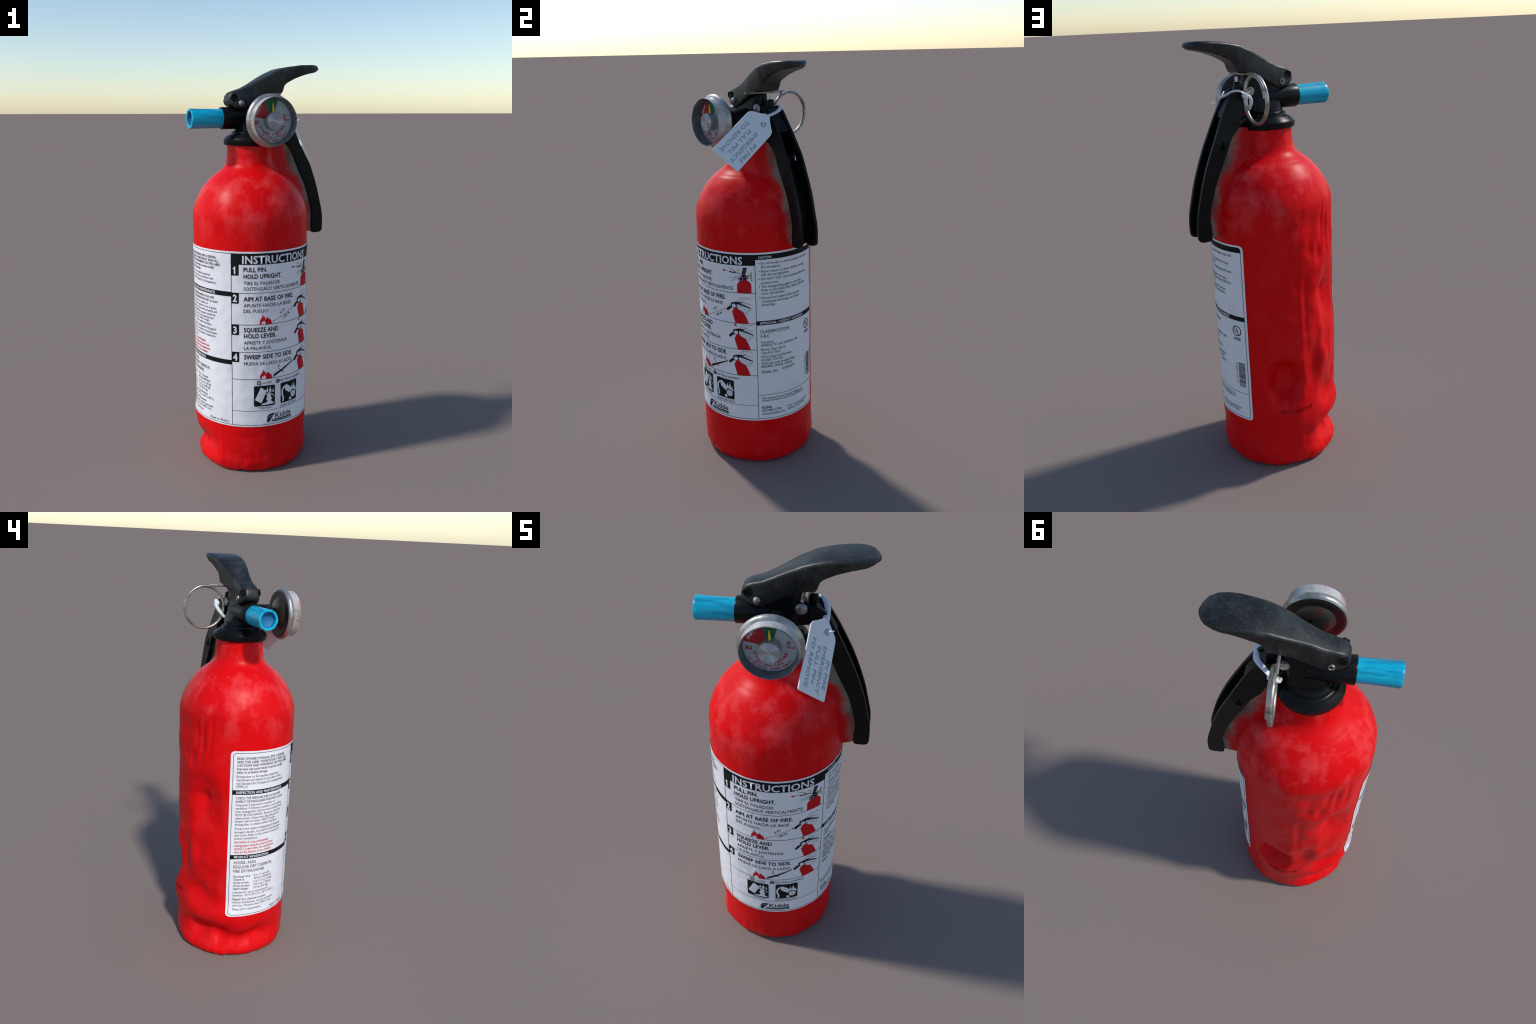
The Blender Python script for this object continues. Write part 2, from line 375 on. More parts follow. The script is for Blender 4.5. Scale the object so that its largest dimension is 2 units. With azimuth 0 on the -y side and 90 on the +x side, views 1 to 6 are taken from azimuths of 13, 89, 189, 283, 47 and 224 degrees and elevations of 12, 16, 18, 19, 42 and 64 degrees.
class Print:
    """flat ink shapes in (degrees, metres); wrapped when finished"""
    def __init__(s, name, mat, layer=1): s.name = name; s.mat = mat; s.layer = layer; s.bm = bmesh.new()
    def poly(s, pts):
        vs = [s.bm.verts.new((p[0] * DEG, p[1], 0)) for p in pts]
        try: f = s.bm.faces.new(vs)
        except ValueError: return
    def rect(s, t0, t1, z0, z1): s.poly([(t0, z0), (t1, z0), (t1, z1), (t0, z1)])
    def rrect(s, t0, t1, z0, z1, r, corners="1111"):
        out = []
        for k, (x, y, sx, sy, a0) in enumerate([(t1, z0, -1, 1, -90), (t1, z1, -1, -1, 0), (t0, z1, 1, -1, 90), (t0, z0, 1, 1, 180)]):
            if corners[k] == "0": out.append((x, y)); continue
            for q in range(6):
                t = math.radians(a0 + 18 * q)
                out.append((x + sx * r / DEG + r / DEG * math.cos(t), y + sy * r + r * math.sin(t)))
        s.poly(out)
    def line(s, pts, w):
        P = [Vector((p[0] * DEG, p[1])) for p in pts]
        for p, q in zip(P, P[1:]):
            d = q - p
            if d.length < 1e-7: continue
            n = Vector((-d.y, d.x)).normalized() * w / 2; e = d.normalized() * w * 0.3
            c = [p - e - n, q + e - n, q + e + n, p - e + n]
            s.bm.faces.new([s.bm.verts.new((x.x, x.y, 0)) for x in c])
    def frame(s, t0, t1, z0, z1, r, w):
        out = []
        for x, y, sx, sy, a0 in [(t1, z0, -1, 1, -90), (t1, z1, -1, -1, 0), (t0, z1, 1, -1, 90), (t0, z0, 1, 1, 180)]:
            for q in range(7):
                t = math.radians(a0 + 15 * q)
                out.append((x + sx * r / DEG + r / DEG * math.cos(t), y + sy * r + r * math.sin(t)))
        s.line(out + [out[0]], w)
    def disc(s, t, z, r, n=20): s.poly([(t + r / DEG * math.cos(2 * math.pi * k / n), z + r * math.sin(2 * math.pi * k / n)) for k in range(n)])
    def circle(s, t, z, r, w, n=28): s.line([(t + r / DEG * math.cos(2 * math.pi * k / n), z + r * math.sin(2 * math.pi * k / n)) for k in range(n + 1)], w)
    def text(s, txt, t, z, cap, t_end=None, bold=0.0, xs=0.82, rot=0.0, shear=0.0, align='L'):
        """z = middle of the capitals; cap = capital height; t_end fits the line's width"""
        me, x0, x1 = text_mesh(txt, bold, shear)
        k = cap / CAP; kx = k * xs
        if t_end is not None: kx = (t_end - t) * DEG / (x1 - x0)
        c, sn = math.cos(rot), math.sin(rot)
        shift = -x0 if align == 'L' else (-(x0 + x1) / 2 if align == 'C' else -x1)
        vs = []
        for v in me[0]:
            x = (v[0] + shift) * kx; y = (v[1] - CAP / 2) * k
            vs.append(s.bm.verts.new((t * DEG + x * c - y * sn, z + x * sn + y * c, 0)))
        for f in me[1]:
            try: s.bm.faces.new([vs[i] for i in f])
            except ValueError: pass
        return kx
    def done(s, parent=None, stuff=True):
        bm = s.bm
        bmesh.ops.recalc_face_normals(bm, faces=bm.faces)
        xsv = [v.co.x for v in bm.verts]
        x0, x1 = min(xsv), max(xsv); step = 2.0 * DEG
        k = math.floor(x0 / step) + 1
        while k * step < x1:
            bmesh.ops.bisect_plane(bm, geom=bm.verts[:] + bm.edges[:] + bm.faces[:], plane_co=(k * step, 0, 0), plane_no=(1, 0, 0), dist=1e-7); k += 1
        big = [f for f in bm.faces if max(v.co.y for v in f.verts) - min(v.co.y for v in f.verts) > 0.05]
        if big:
            z = 0.25
            while z < 1.14:
                big = [f for f in bm.faces if max(v.co.y for v in f.verts) - min(v.co.y for v in f.verts) > 0.05]
                g = big + list({e for f in big for e in f.edges}) + list({v for f in big for v in f.verts})
                if big: bmesh.ops.bisect_plane(bm, geom=g, plane_co=(0, z, 0), plane_no=(0, 1, 0), dist=1e-7)
                z += 0.03
        off = 0.0018 + 0.0009 * s.layer
        for v in bm.verts: v.co = surf(v.co.x / DEG, v.co.y, off)
        me = bpy.data.meshes.new(s.name); bm.to_mesh(me); bm.free()
        me.materials.append(s.mat)
        for p in me.polygons: p.use_smooth = True
        ob = bpy.data.objects.new(s.name, me); bpy.context.collection.objects.link(ob); ob.parent = parent or label
        if stuff: ob["kind"] = "stuff"
        return ob

_cache = {}
def text_mesh(txt, bold=0.0, shear=0.0):
    key = (txt, bold, shear)
    if key in _cache: return _cache[key]
    cu = bpy.data.curves.new("t", 'FONT'); cu.body = txt; cu.size = 1.0; cu.resolution_u = 2; cu.shear = shear
    cu.space_character = 1.0 + 1.2 * bold
    ob = bpy.data.objects.new("t", cu); bpy.context.collection.objects.link(ob)
    dg = bpy.context.evaluated_depsgraph_get(); dg.update()
    me = bpy.data.meshes.new_from_object(ob.evaluated_get(dg))
    if bold:
        tb = bmesh.new(); tb.from_mesh(me)
        bmesh.ops.remove_doubles(tb, verts=tb.verts, dist=1e-5)
        push = {}
        for e in tb.edges:
            if len(e.link_faces) != 1: continue
            a, b = e.verts; d = (b.co - a.co); nn = Vector((d.y, -d.x, 0))
            if nn.length < 1e-9: continue
            nn.normalize()
            if (e.link_faces[0].calc_center_median() - a.co).dot(nn) > 0: nn = -nn
            for w in (a, b): push.setdefault(w, []).append(nn)
        for w, ns in push.items():
            m = sum(ns, Vector((0, 0, 0)))
            if m.length < 1e-6: continue
            m.normalize(); c = max(0.5, sum(m.dot(x) for x in ns) / len(ns))
            w.co += m * (bold * 0.8 / c)
        tb.to_mesh(me); tb.free()
    v = [tuple(p.co) for p in me.vertices]; f = [tuple(p.vertices) for p in me.polygons]
    bpy.data.objects.remove(ob); bpy.data.curves.remove(cu); bpy.data.meshes.remove(me)
    xs = [p[0] for p in v] or [0, 1]
    _cache[key] = ((v, f), min(xs), max(xs)); return _cache[key]
_h = text_mesh("H"); CAP = max(p[1] for p in _h[0][0])

# --- borders and bars
B = Print("border_line", INK)
B.frame(-166.6, 70.3, 0.259, 1.121, 0.014, 0.0022)
B.line([(-94.3, 0.26), (-94.3, 1.12)], 0.0022); B.line([(0.2, 0.26), (0.2, 1.12)], 0.0022)
for z in (0.931, 0.775, 0.637, 0.498): B.line([(-94.3, z), (0.2, z)], 0.0022)
B.line([(-94.3, 0.334), (0.2, 0.334)], 0.0016); B.line([(0.2, 0.390), (70.3, 0.390)], 0.0018)
B.done()
H = Print("header_bar", INK)
H.rect(-94.5, 0.2, 1.069, 1.121); H.rrect(0.2, 70.2, 1.097, 1.121, 0.013, "0100")
H.rect(-166.4, -94.5, 0.912, 0.935); H.rect(-166.4, -94.5, 0.571, 0.594); H.rect(0.3, 70.2, 0.765, 0.787)
for z1, z0 in ((1.07, 1.016), (0.931, 0.879), (0.775, 0.723), (0.637, 0.586)): H.rrect(-94.5, -87.0, z0, z1, 0.006, "1000")
H.done()
# --- big headings
X = Print("heading_text", WHITEINK, 2)
X.text("INSTRUCTIONS", -83.6, 1.0925, 0.036, -11.6, bold=0.035)
for d, z in (("1", 1.041), ("2", 0.905), ("3", 0.748), ("4", 0.611)): X.text(d, -90.8, z, 0.033, bold=0.045, xs=0.85, align='C')
X.poly([(-91.1, 1.057), (-91.1, 1.049), (-92.6, 1.046), (-92.6, 1.051)])
X.text("CAUTION:", 3.4, 1.1085, 0.0115, 16.0, bold=0.03)
X.text("APPROVAL / AGENCY MANIFEST:", 3.4, 0.776, 0.0125, 53, bold=0.03)
X.text("INSPECTION AND MAINTENANCE:", -162.9, 0.9235, 0.0125, -111.9, bold=0.03)
X.text("PRODUCT INFORMATION:", -162.6, 0.5825, 0.0125, -125.6, bold=0.03)
X.done()
# --- instruction text
I = Print("instruction_text", INK)
for txt, z, cap, end, bold in (("PULL PIN.", 1.0445, 0.021, -60.0, 0.03), ("HOLD UPRIGHT.", 1.0125, 0.021, -45.2, 0.03), ("TIRE EL PASADOR.", 0.979, 0.0168, -46.2, 0.004), ("SOSTENGALO VERTICALMENTE.", 0.952, 0.0168, -20.9, 0.004),
        ("AIM AT BASE OF FIRE.", 0.9025, 0.021, -30.2, 0.03), ("APUNTE HACIA LA BASE", 0.8705, 0.0168, -33.5, 0.004), ("DEL FUEGO.", 0.843, 0.0168, -58.5, 0.004),
        ("SQUEEZE AND", 0.7495, 0.021, -48.4, 0.03), ("HOLD LEVER.", 0.719, 0.021, -50.6, 0.03), ("APRIETE Y SOSTENGA", 0.6855, 0.0168, -38.1, 0.004), ("LA PALANCA.", 0.658, 0.0168, -55.2, 0.004),
        ("SWEEP SIDE TO SIDE.", 0.613, 0.021, -31.1, 0.03), ("MUEVA DE LADO A LADO.", 0.579, 0.0168, -31.2, 0.004)):
    I.text(txt, -82.4, z, cap, end, bold=bold)
I.text("6 FT", -43.5, 0.832, 0.013, xs=0.9, rot=0.44, align='C', bold=0.012); I.text("1.83 M", -39.2, 0.808, 0.013, xs=0.9, rot=0.44, align='C', bold=0.012)
I.done()
# --- fine print, left column
F = Print("fine_print", GREYINK)
def block(lines, t, cap, bold, xs):
    for z, txt in lines: F.text(txt, t, z, cap, bold=bold, xs=xs)
block([(1.095, "READ OWNER'S MANUAL (P/N: 21028186)"), (1.078, "AND THIS LABEL THOROUGHLY. READ ALL"), (1.061, "CAUTIONS AND WARNINGS ON THIS LABEL."), (1.044, "Improper use could result in serious bodily"), (1.027, "injury or property damage.")], -163, 0.0118, 0.022, 0.80)
block([(1.005, "Extinguisher to be installed, inspected,"), (0.988, "maintained and tested in accordance with"), (0.970, "the Standard for Portable Fire Extinguishers,"), (0.954, "NFPA-10.")], -163, 0.0118, 0.004, 0.84)
block([(0.895, "CHECK THE PRESSURE INDICATOR AND"), (0.877, "INSPECT EXTINGUISHER MONTHLY or more")], -163, 0.0118, 0.018, 0.78)
block([(0.860, "frequently if exposed to weather or"), (0.843, "vandalism. If indicator pointer is not in green"), (0.826, "area, extinguisher will not work properly and"), (0.808, "MUST BE DISCARDED. Examine nozzle for"), (0.791, "obstructions. Check that ring pull pin and"), (0.775, "tamper seal are intact. Heft or weigh"), (0.758, "extinguisher to ensure within tolerance."),
       (0.736, "Discard and replace extinguisher if dropped,"), (0.718, "damaged, dented, corroded or any discrepan-"), (0.701, "cies noted. Refer to the owner's manual for"), (0.684, "annual maintenance.")], -163, 0.0118, 0.006, 0.83)
block([(0.552, "MODEL: FA5G"), (0.529, "REGULAR DRY CHEMICAL"), (0.505, "FIRE EXTINGUISHER")], -162.6, 0.0155, 0.014, 0.80)
block([(0.476, "Discharge time:"), (0.459, "Tested to:"), (0.441, "Gross wt min:"), (0.424, "Gross wt max:"), (0.407, "Agent charge:"), (0.347, "Regular Dry Chemical contents:")], -162.5, 0.0118, 0.016, 0.80)
block([(0.476, "8 to 11 seconds"), (0.459, "300 psi (2068 kpa)"), (0.441, "2 lb 13 oz (1.28 kg)"), (0.424, "3 lb 4 oz (1.48 kg)"), (0.407, "2.0 lb (0.91 kg)")], -141.5, 0.0118, 0.004, 0.83)
block([(0.386, "Intended for use at temperatures"), (0.369, "between 120\u00b0F (49\u00b0C) to -40\u00b0F (-40\u00b0C)."), (0.329, "Sodium bicarbonate, calcium carbonate,"), (0.312, "and mica. Nuisance dust; HMIS 1-0-0."), (0.290, "Meets DOT requirements.")], -162.4, 0.0118, 0.004, 0.83)
F.text("Made in Mexico", -120.5, 0.274, 0.013, -97.7, shear=0.25)
# --- fine print, right column
for z, txt, dot in ((1.079, "Do not break or remove tamper seal until", 1), (1.061, "fire emergency.", 0), (1.039, "Never misuse or allow children to play", 1), (1.022, "with fire extinguishers.", 0), (1.001, "DO NOT TEST. Any discharge will cause", 1), (0.982, "pressure loss.", 0),
        (0.963, "The extinguishing agent is not toxic.", 1), (0.945, "Refer to the Safety Data Sheet (SDS) for", 0), (0.928, "more information.", 0), (0.906, "Discard and replace after any use.", 1), (0.888, "Completely discharge unit before", 0), (0.871, "discarding.", 0)):
    F.text(txt, 5.7, z, 0.0125, bold=0.006, xs=0.86)
    if dot: F.disc(4.0, z, 0.0026, 10)
block([(0.732, "CLASSIFICATION:"), (0.708, "5-B:C")], 3.7, 0.016, 0.014, 0.84)
block([(0.676, "Tested to:"), (0.660, "ANSI/UL 711 and ANSI/UL 299"), (0.637, "Marine Type USCG:"), (0.620, "Type B:C, Size I"), (0.599, "USCG Approval Number:"), (0.581, "162.028 / EX1793."), (0.563, "Valid only with bracket P/Ns:"), (0.546, "896698R, 294039, 322057")], 3.8, 0.0125, 0.008, 0.86)
block([(0.517, "SERIAL NO:")], 3.9, 0.0135, 0.014, 0.86); F.text("G03660472", 25, 0.523, 0.014, 40.5)
F.text("Para instrucciones en Espa\u00f1ol refi\u00e9rase a su", 3.9, 0.373, 0.0115, 52, shear=0.2, bold=0.006); F.text("manual de instrucciones en www.Kidde.com", 3.8, 0.360, 0.0115, 53, shear=0.2, bold=0.006)
F.text("Kidde", 3.9, 0.322, 0.0155, bold=0.03, xs=0.9); F.text("800-880-6788", 3.8, 0.304, 0.0125, 23.5, bold=0.008); F.text("www.Kidde.com", 3.7, 0.286, 0.0125, 28, bold=0.008)
F.text("1016 Corporate Pk Dr", 31, 0.304, 0.0115, 60, bold=0.006); F.text("Mebane, NC 27302", 31, 0.289, 0.0115, 56.5, bold=0.006)
F.text("Label P/N: 21028981B", 57.6, 0.49, 0.009, rot=math.pi / 2, align='C', xs=0.9)
F.text("LIQUIDS", -64.8, 0.4785, 0.0095, -55.2, bold=0.012); F.text("ELECTRICAL EQUIPMENT", -45.4, 0.4785, 0.0105, -18.0, bold=0.014)
F.text("L\u00cdQUIDOS", -67.4, 0.348, 0.0095, -55.4, bold=0.01); F.text("EQUIPO EL\u00c9CTRICO", -45.6, 0.345, 0.0100, -24.0, bold=0.01)
F.done()
WN = Print("warning_text", PINKINK)
for z, txt in ((0.663, "Per NFPA-10, non-rechargeable"), (0.645, "extinguishers must be removed from"), (0.628, "service 12 years after the manufacture"), (0.610, "date on the bottom of the cylinder.")): WN.text(txt, -162.7, z, 0.0118, bold=0.022, xs=0.79)
WN.done()
# --- approval seal and barcode
S = Print("seal_mark", INK)
S.circle(60.6, 0.712, 0.024, 0.004); S.text("U", 59.3, 0.717, 0.021, bold=0.02, align='C', xs=0.75); S.text("L", 62.2, 0.708, 0.021, bold=0.02, align='C', xs=0.75)
S.text("LISTED", 56.3, 0.671, 0.013, 64.6, bold=0.03)
S.done()
C = Print("barcode", GREYINK)
rnd = random.Random(5); z = 0.425
while z < 0.550:
    h = rnd.choice((0.0016, 0.0016, 0.0030, 0.0042)); C.rect(60.0, 67.6, z, min(z + h, 0.552)); z += h + rnd.choice((0.0014, 0.0014, 0.0026))
C.done()
# --- logo at the foot of the label
G = Print("logo", INK)
G.text("Kidde", -51.2, 0.3005, 0.027, -32.2, bold=0.012)
def leaf(pts): G.poly(pts)
G.poly([(-60.2, 0.288), (-59.6, 0.300), (-58.0, 0.309), (-55.0, 0.314), (-52.0, 0.315), (-52.8, 0.306), (-55.5, 0.303), (-58.2, 0.297)])
G.poly([(-60.0, 0.286), (-58.0, 0.295), (-55.2, 0.301), (-53.0, 0.303), (-55.5, 0.290), (-57.2, 0.275), (-58.6, 0.267), (-59.8, 0.275)])
G.rrect(-55.2, -31.8, 0.2690, 0.2830, 0.006)
G.done()
GW = Print("logo_text", WHITEINK, 2); GW.text("United Technologies", -51.0, 0.276, 0.0075, -33.2, bold=0.01); GW.circle(-53.2, 0.276, 0.0052, 0.0018, 14)
GW.done()
# --- pictures on the label: extinguishers, flames, hands, arrows
PR = Print("picture_red", REDINK); PB = Print("picture_black", INK, 2); PW = Print("picture_white", WHITEINK, 3); PY = Print("picture_yellow", YELLOWINK)
def bottle(p, ang):
    """foot middle p=(deg,z): leaning red bottle outline clipped flat at the row line"""
    pass
PR.poly([(-17.5, 0.932), (-3.7, 0.932), (-3.8, 0.975), (-4.6, 0.984), (-6.2, 0.991), (-7.6, 0.995), (-7.8, 1.003), (-12.4, 1.003), (-12.8, 0.994), (-14.6, 0.989), (-16.8, 0.981), (-17.5, 0.970)])
for z0, dx in ((0.776, 0.0), (0.638, 1.4), (0.499, 0.4)):
    PR.poly([(-20.2 + dx, z0), (-7.2 + dx, z0), (-9.3 + dx, z0 + 0.030), (-11.6 + dx, z0 + 0.053), (-13.4 + dx, z0 + 0.063), (-16.4 + dx, z0 + 0.069), (-18.5 + dx, z0 + 0.080), (-22.2 + dx, z0 + 0.077), (-21.8 + dx, z0 + 0.068), (-23.2 + dx, z0 + 0.060), (-22.8 + dx, z0 + 0.046)])
    g = (-21.6 + dx, z0 + 0.089)
    PB.poly([(g[0] - 7.6, g[1] - 0.019), (g[0] - 6.5, g[1] - 0.030), (g[0] - 2.6, g[1] - 0.013), (g[0] - 3.8, g[1] - 0.001)])                    # nozzle
    PB.poly([(g[0] - 3.2, g[1] - 0.012), (g[0] + 3.0, g[1] - 0.010), (g[0] + 3.4, g[1] + 0.012), (g[0] + 1.5, g[1] + 0.018), (g[0] - 2.6, g[1] + 0.014)])
    PB.poly([(g[0] - 2.6, g[1] + 0.013), (g[0] + 2.5, g[1] + 0.021), (g[0] + 8.5, g[1] + 0.019), (g[0] + 8.4, g[1] + 0.014), (g[0] + 2.5, g[1] + 0.010)])  # lever
    PB.poly([(g[0] + 3.0, g[1] + 0.010), (g[0] + 9.5, g[1] + 0.001), (g[0] + 17.0, g[1] - 0.014), (g[0] + 17.2, g[1] - 0.010), (g[0] + 10, g[1] + 0.008), (g[0] + 4.0, g[1] + 0.014)])  # carry handle
    PW.disc(g[0] + 0.3, g[1], 0.0105); 
    PRg = (g[0] + 0.3, g[1]); PB.circle(PRg[0], PRg[1], 0.0045, 0.0018, 12)
    # hand: outlines of knuckles and back of the hand
    hx, hz = g[0] + 7.5, g[1]
    wl = 0.0013
    PB.line([(hx - 3, hz + 0.022), (hx - 1.8, hz + 0.036), (hx + 0.5, hz + 0.043), (hx + 4, hz + 0.040), (hx + 9.5, hz + 0.038)], wl)
    PB.line([(hx + 0.2, hz + 0.034), (hx + 1.0, hz + 0.026), (hx + 2.6, hz + 0.024), (hx + 3.4, hz + 0.030)], wl)
    PB.line([(hx - 2, hz + 0.018), (hx + 3, hz + 0.018), (hx + 7, hz + 0.012), (hx + 9.5, hz + 0.008)], wl)
    for k in range(4):
        cx = hx - 1.5 + 2.2 * k; cz = hz - 0.010 - 0.006 * k
        PW.poly([(cx + 1.3 * math.cos(t), cz + 0.011 * math.sin(t)) for t in [2 * math.pi * q / 14 for q in range(14)]])
        PB.line([(cx + 1.4 * math.cos(t), cz + 0.0118 * math.sin(t)) for t in [math.pi * (0.9 + 1.15 * q / 10) for q in range(11)]], wl)
    PB.line([(hx + 6, hz - 0.030), (hx + 7.5, hz - 0.022), (hx + 9.8, hz - 0.018)], wl)
# first picture: upright head with hand and clip
PB.disc(-13.2, 1.002, 0.0135, 18); PW.circle(-13.2, 1.002, 0.0085, 0.0016, 16)
PB.poly([(-11.8, 1.000), (-8.6, 1.000), (-8.2, 1.018), (-9.4, 1.022), (-8.0, 1.048), (-7.6, 1.058), (-10.6, 1.060), (-11.4, 1.052), (-12.8, 1.024)])
PB.poly([(-9, 1.012), (-5.5, 1.020), (-5.5, 1.023), (-9, 1.018)]); PB.poly([(-9, 1.004), (-5.8, 1.006), (-5.8, 1.009), (-9, 1.010)])
PW.line([(-11.6, 1.028), (-9.6, 1.032)], 0.0014); PW.line([(-10.9, 1.044), (-8.9, 1.048)], 0.0014); PW.line([(-11.2, 1.012), (-9.2, 1.014)], 0.0014)
PY.line([(-3.9, 1.004), (-4.1, 1.022), (-3.2, 1.036)], 0.004); PY.line([(-6.8, 1.012), (-4.2, 1.020)], 0.004); PY.line([(-18.5, 1.047), (-16.2, 1.038), (-14.4, 1.048), (-17, 1.052)], 0.0022); PY.line([(-17.5, 1.056), (-14.2, 1.036)], 0.0016)
PB.line([(-26.5, 1.055), (-23.0, 1.053), (-20.4, 1.044), (-18.0, 1.034), (-20.5, 1.029), (-24.6, 1.034)], 0.0014); PB.line([(-21.6, 1.050), (-19.8, 1.040), (-18.6, 1.030)], 0.0013)
PB.poly([(-25.4, 1.037), (-24.6, 1.040), (-22.0, 1.034), (-24.0, 1.033)]); PB.line([(-24.6, 1.036), (-14.0, 1.030)], 0.0030)
PB.line([(-25.2, 1.006), (-20.0, 1.008), (-17.6, 1.014), (-14.8, 1.020)], 0.0014); PB.line([(-23.2, 0.989), (-19.6, 1.000), (-16.4, 1.005)], 0.0014); PB.line([(-18.8, 1.018), (-18.2, 1.008)], 0.0012)
PB.line([(-2.7, 0.996), (-3.5, 0.996), (-3.9, 1.030), (-3.0, 1.030)], 0.0022)
# arrows
PR.line([(-30.5, 1.0395), (-26.7, 1.040)], 0.0028); PR.poly([(-32.9, 1.0392), (-29.8, 1.0455), (-29.8, 1.0335)])
PR.line([(-53.5, 0.7875), (-30.2, 0.845)], 0.0018); PR.poly([(-54.7, 0.785), (-53.0, 0.793), (-52.4, 0.786)]); PR.poly([(-29.2, 0.847), (-31.0, 0.846), (-30.4, 0.839)])
PR.poly([(-18.9, 0.757), (-21.8, 0.764), (-20.8, 0.770), (-22.6, 0.776), (-20.2, 0.772), (-19.6, 0.768)])
PR.line([(-47.6, 0.556), (-47.8, 0.545), (-46.0, 0.535), (-43.6, 0.528)], 0.0024); PR.poly([(-47.4, 0.565), (-48.6, 0.554), (-46.6, 0.554)]); PR.poly([(-41.4, 0.524), (-44.4, 0.533), (-44.2, 0.522)])
# spray jet
for k in range(9):
    t = k / 8.0
    PB.line([(-30.0, 0.5665), (-54.0 + 1.4 * t, 0.503 + 0.016 * t)], 0.0011)
PB.poly([(-30, 0.5645), (-30, 0.569), (-43, 0.542), (-43, 0.534)])
def flame(t, z, s):
    pts = [(0, 0), (-0.4, .012), (0.0, .024), (0.5, .018), (0.9, .034), (1.6, .028), (2.4, .050), (3.3, .040), (3.7, .034), (4.3, .041), (5.1, .028), (5.7, .021), (6.2, .030), (7.3, .036), (8.2, .026), (8.7, .031), (9.7, .020), (10.1, .024), (11.2, .014), (11.5, .005), (12.1, 0)]
    PR.poly([(t + x * s, z + y * s) for x, y in pts])
    PW.poly([(t + x * s, z + y * s) for x, y in [(1.6, 0.001), (1.2, .008), (2.2, .017), (2.7, .010), (3.8, .020), (5.2, .010), (5.4, .001)]])
flame(-66.9, 0.776, 1.0); flame(-66.5, 0.499, 1.0)
# class pictograms
PB.rrect(-72.9, -51.9, 0.358, 0.4635, 0.007); PB.rrect(-45.3, -24.3, 0.358, 0.4635, 0.007)
PW.poly([(-72.0, 0.393), (-66.4, 0.455), (-60.4, 0.436), (-65.6, 0.374)]); PW.poly([(-66.2, 0.457), (-63.8, 0.449), (-63.4, 0.446), (-65.6, 0.453)])
PW.poly([(-66, 0.364), (-64, 0.373), (-60.6, 0.376), (-59.4, 0.386), (-61.2, 0.396), (-59.6, 0.406), (-60.6, 0.414), (-58.2, 0.424), (-55.8, 0.414), (-56.4, 0.405), (-54.6, 0.396), (-56.2, 0.386), (-54.4, 0.376), (-52.8, 0.374), (-53.4, 0.367)])
PW.line([(-61.4, 0.420), (-58.2, 0.427), (-55.0, 0.418), (-53.0, 0.405)], 0.0035)
for fx, fz, s in ((-59.6, 0.432, 1.0), (-56.6, 0.430, 1.2), (-53.8, 0.428, 0.8)): PW.poly([(fx - 0.9 * s, fz), (fx - 1.1 * s, fz + .008 * s), (fx - 0.2 * s, fz + .026 * s), (fx + 0.2 * s, fz + .014 * s), (fx + 0.9 * s, fz + .006 * s), (fx + 0.5 * s, fz - .002)])
PW.line([(-42.8, 0.368), (-42.4, 0.385), (-43.8, 0.405), (-43.6, 0.428), (-41.2, 0.442), (-38.6, 0.444), (-36.5, 0.438)], 0.0085)
PW.poly([(-41.2, 0.442), (-38.8, 0.452), (-35.2, 0.440), (-31.2, 0.420), (-34.0, 0.402), (-37.2, 0.412), (-39.6, 0.420)]); PW.line([(-32.4, 0.412), (-30.6, 0.406)], 0.003); PW.line([(-33.8, 0.404), (-32.2, 0.398)], 0.003)
PW.disc(-29.4, 0.390, 0.0165, 22)
for fx, fz, s in ((-31.0, 0.416, 1.2), (-28.2, 0.412, 1.6), (-26.0, 0.404, 1.0)): PW.poly([(fx - 0.9 * s, fz), (fx - 1.2 * s, fz + .008 * s), (fx - 0.2 * s, fz + .026 * s), (fx + 0.2 * s, fz + .014 * s), (fx + 0.9 * s, fz + .006 * s), (fx + 0.5 * s, fz - .002)])
PW.poly([(-35.6, 0.366), (-34.4, 0.382), (-33.0, 0.378), (-31.8, 0.370), (-32.8, 0.363)])
PB4 = Print("pictogram_detail", INK, 4); PB4.line([(-30.6, 0.392), (-29.4, 0.398)], 0.0022); PB4.line([(-29.4, 0.383), (-28.2, 0.389)], 0.0022); PB4.done()
PB.rect(-69.8, -66.0, 0.469, 0.489); PW.rect(-69.1, -66.7, 0.4725, 0.4855); PB.disc(-48.5, 0.4785, 0.0105); PW.text("C", -48.5, 0.4785, 0.011, bold=0.02, align='C', xs=0.9)
PB5 = Print("pictogram_letter", INK, 4); PB5.text("B", -67.9, 0.479, 0.010, bold=0.02, align='C', xs=0.9); PB5.done()
PR.done(); PB.done(); PW.done(); PY.done()
# stamped number low on the bare back
ST = Print("stamped_number", FADED, -0.6); ST.text("09C51682048", 100.9, 0.3115, 0.017, 132.7, bold=0.03); ST.done(parent=root)

# ------------------------------------------------------------------ valve head
collar = [(1.600, 0.106), (1.611, 0.113), (1.6125, 0.122), (1.617, 0.1265), (1.624, 0.1280), (1.640, 0.1280), (1.647, 0.1235), (1.659, 0.1090), (1.662, 0.1060), (1.664, 0.096), (1.667, 0.0925), (1.678, 0.0890), (1.681, 0.0800), (1.684, 0.0775), (1.696, 0.075), (1.699, 0.02)]
add("collar", *lathe(collar, AXIS.copy(), EZ, 72, 0.02), BLACK, angle=30)

vs = Soup()
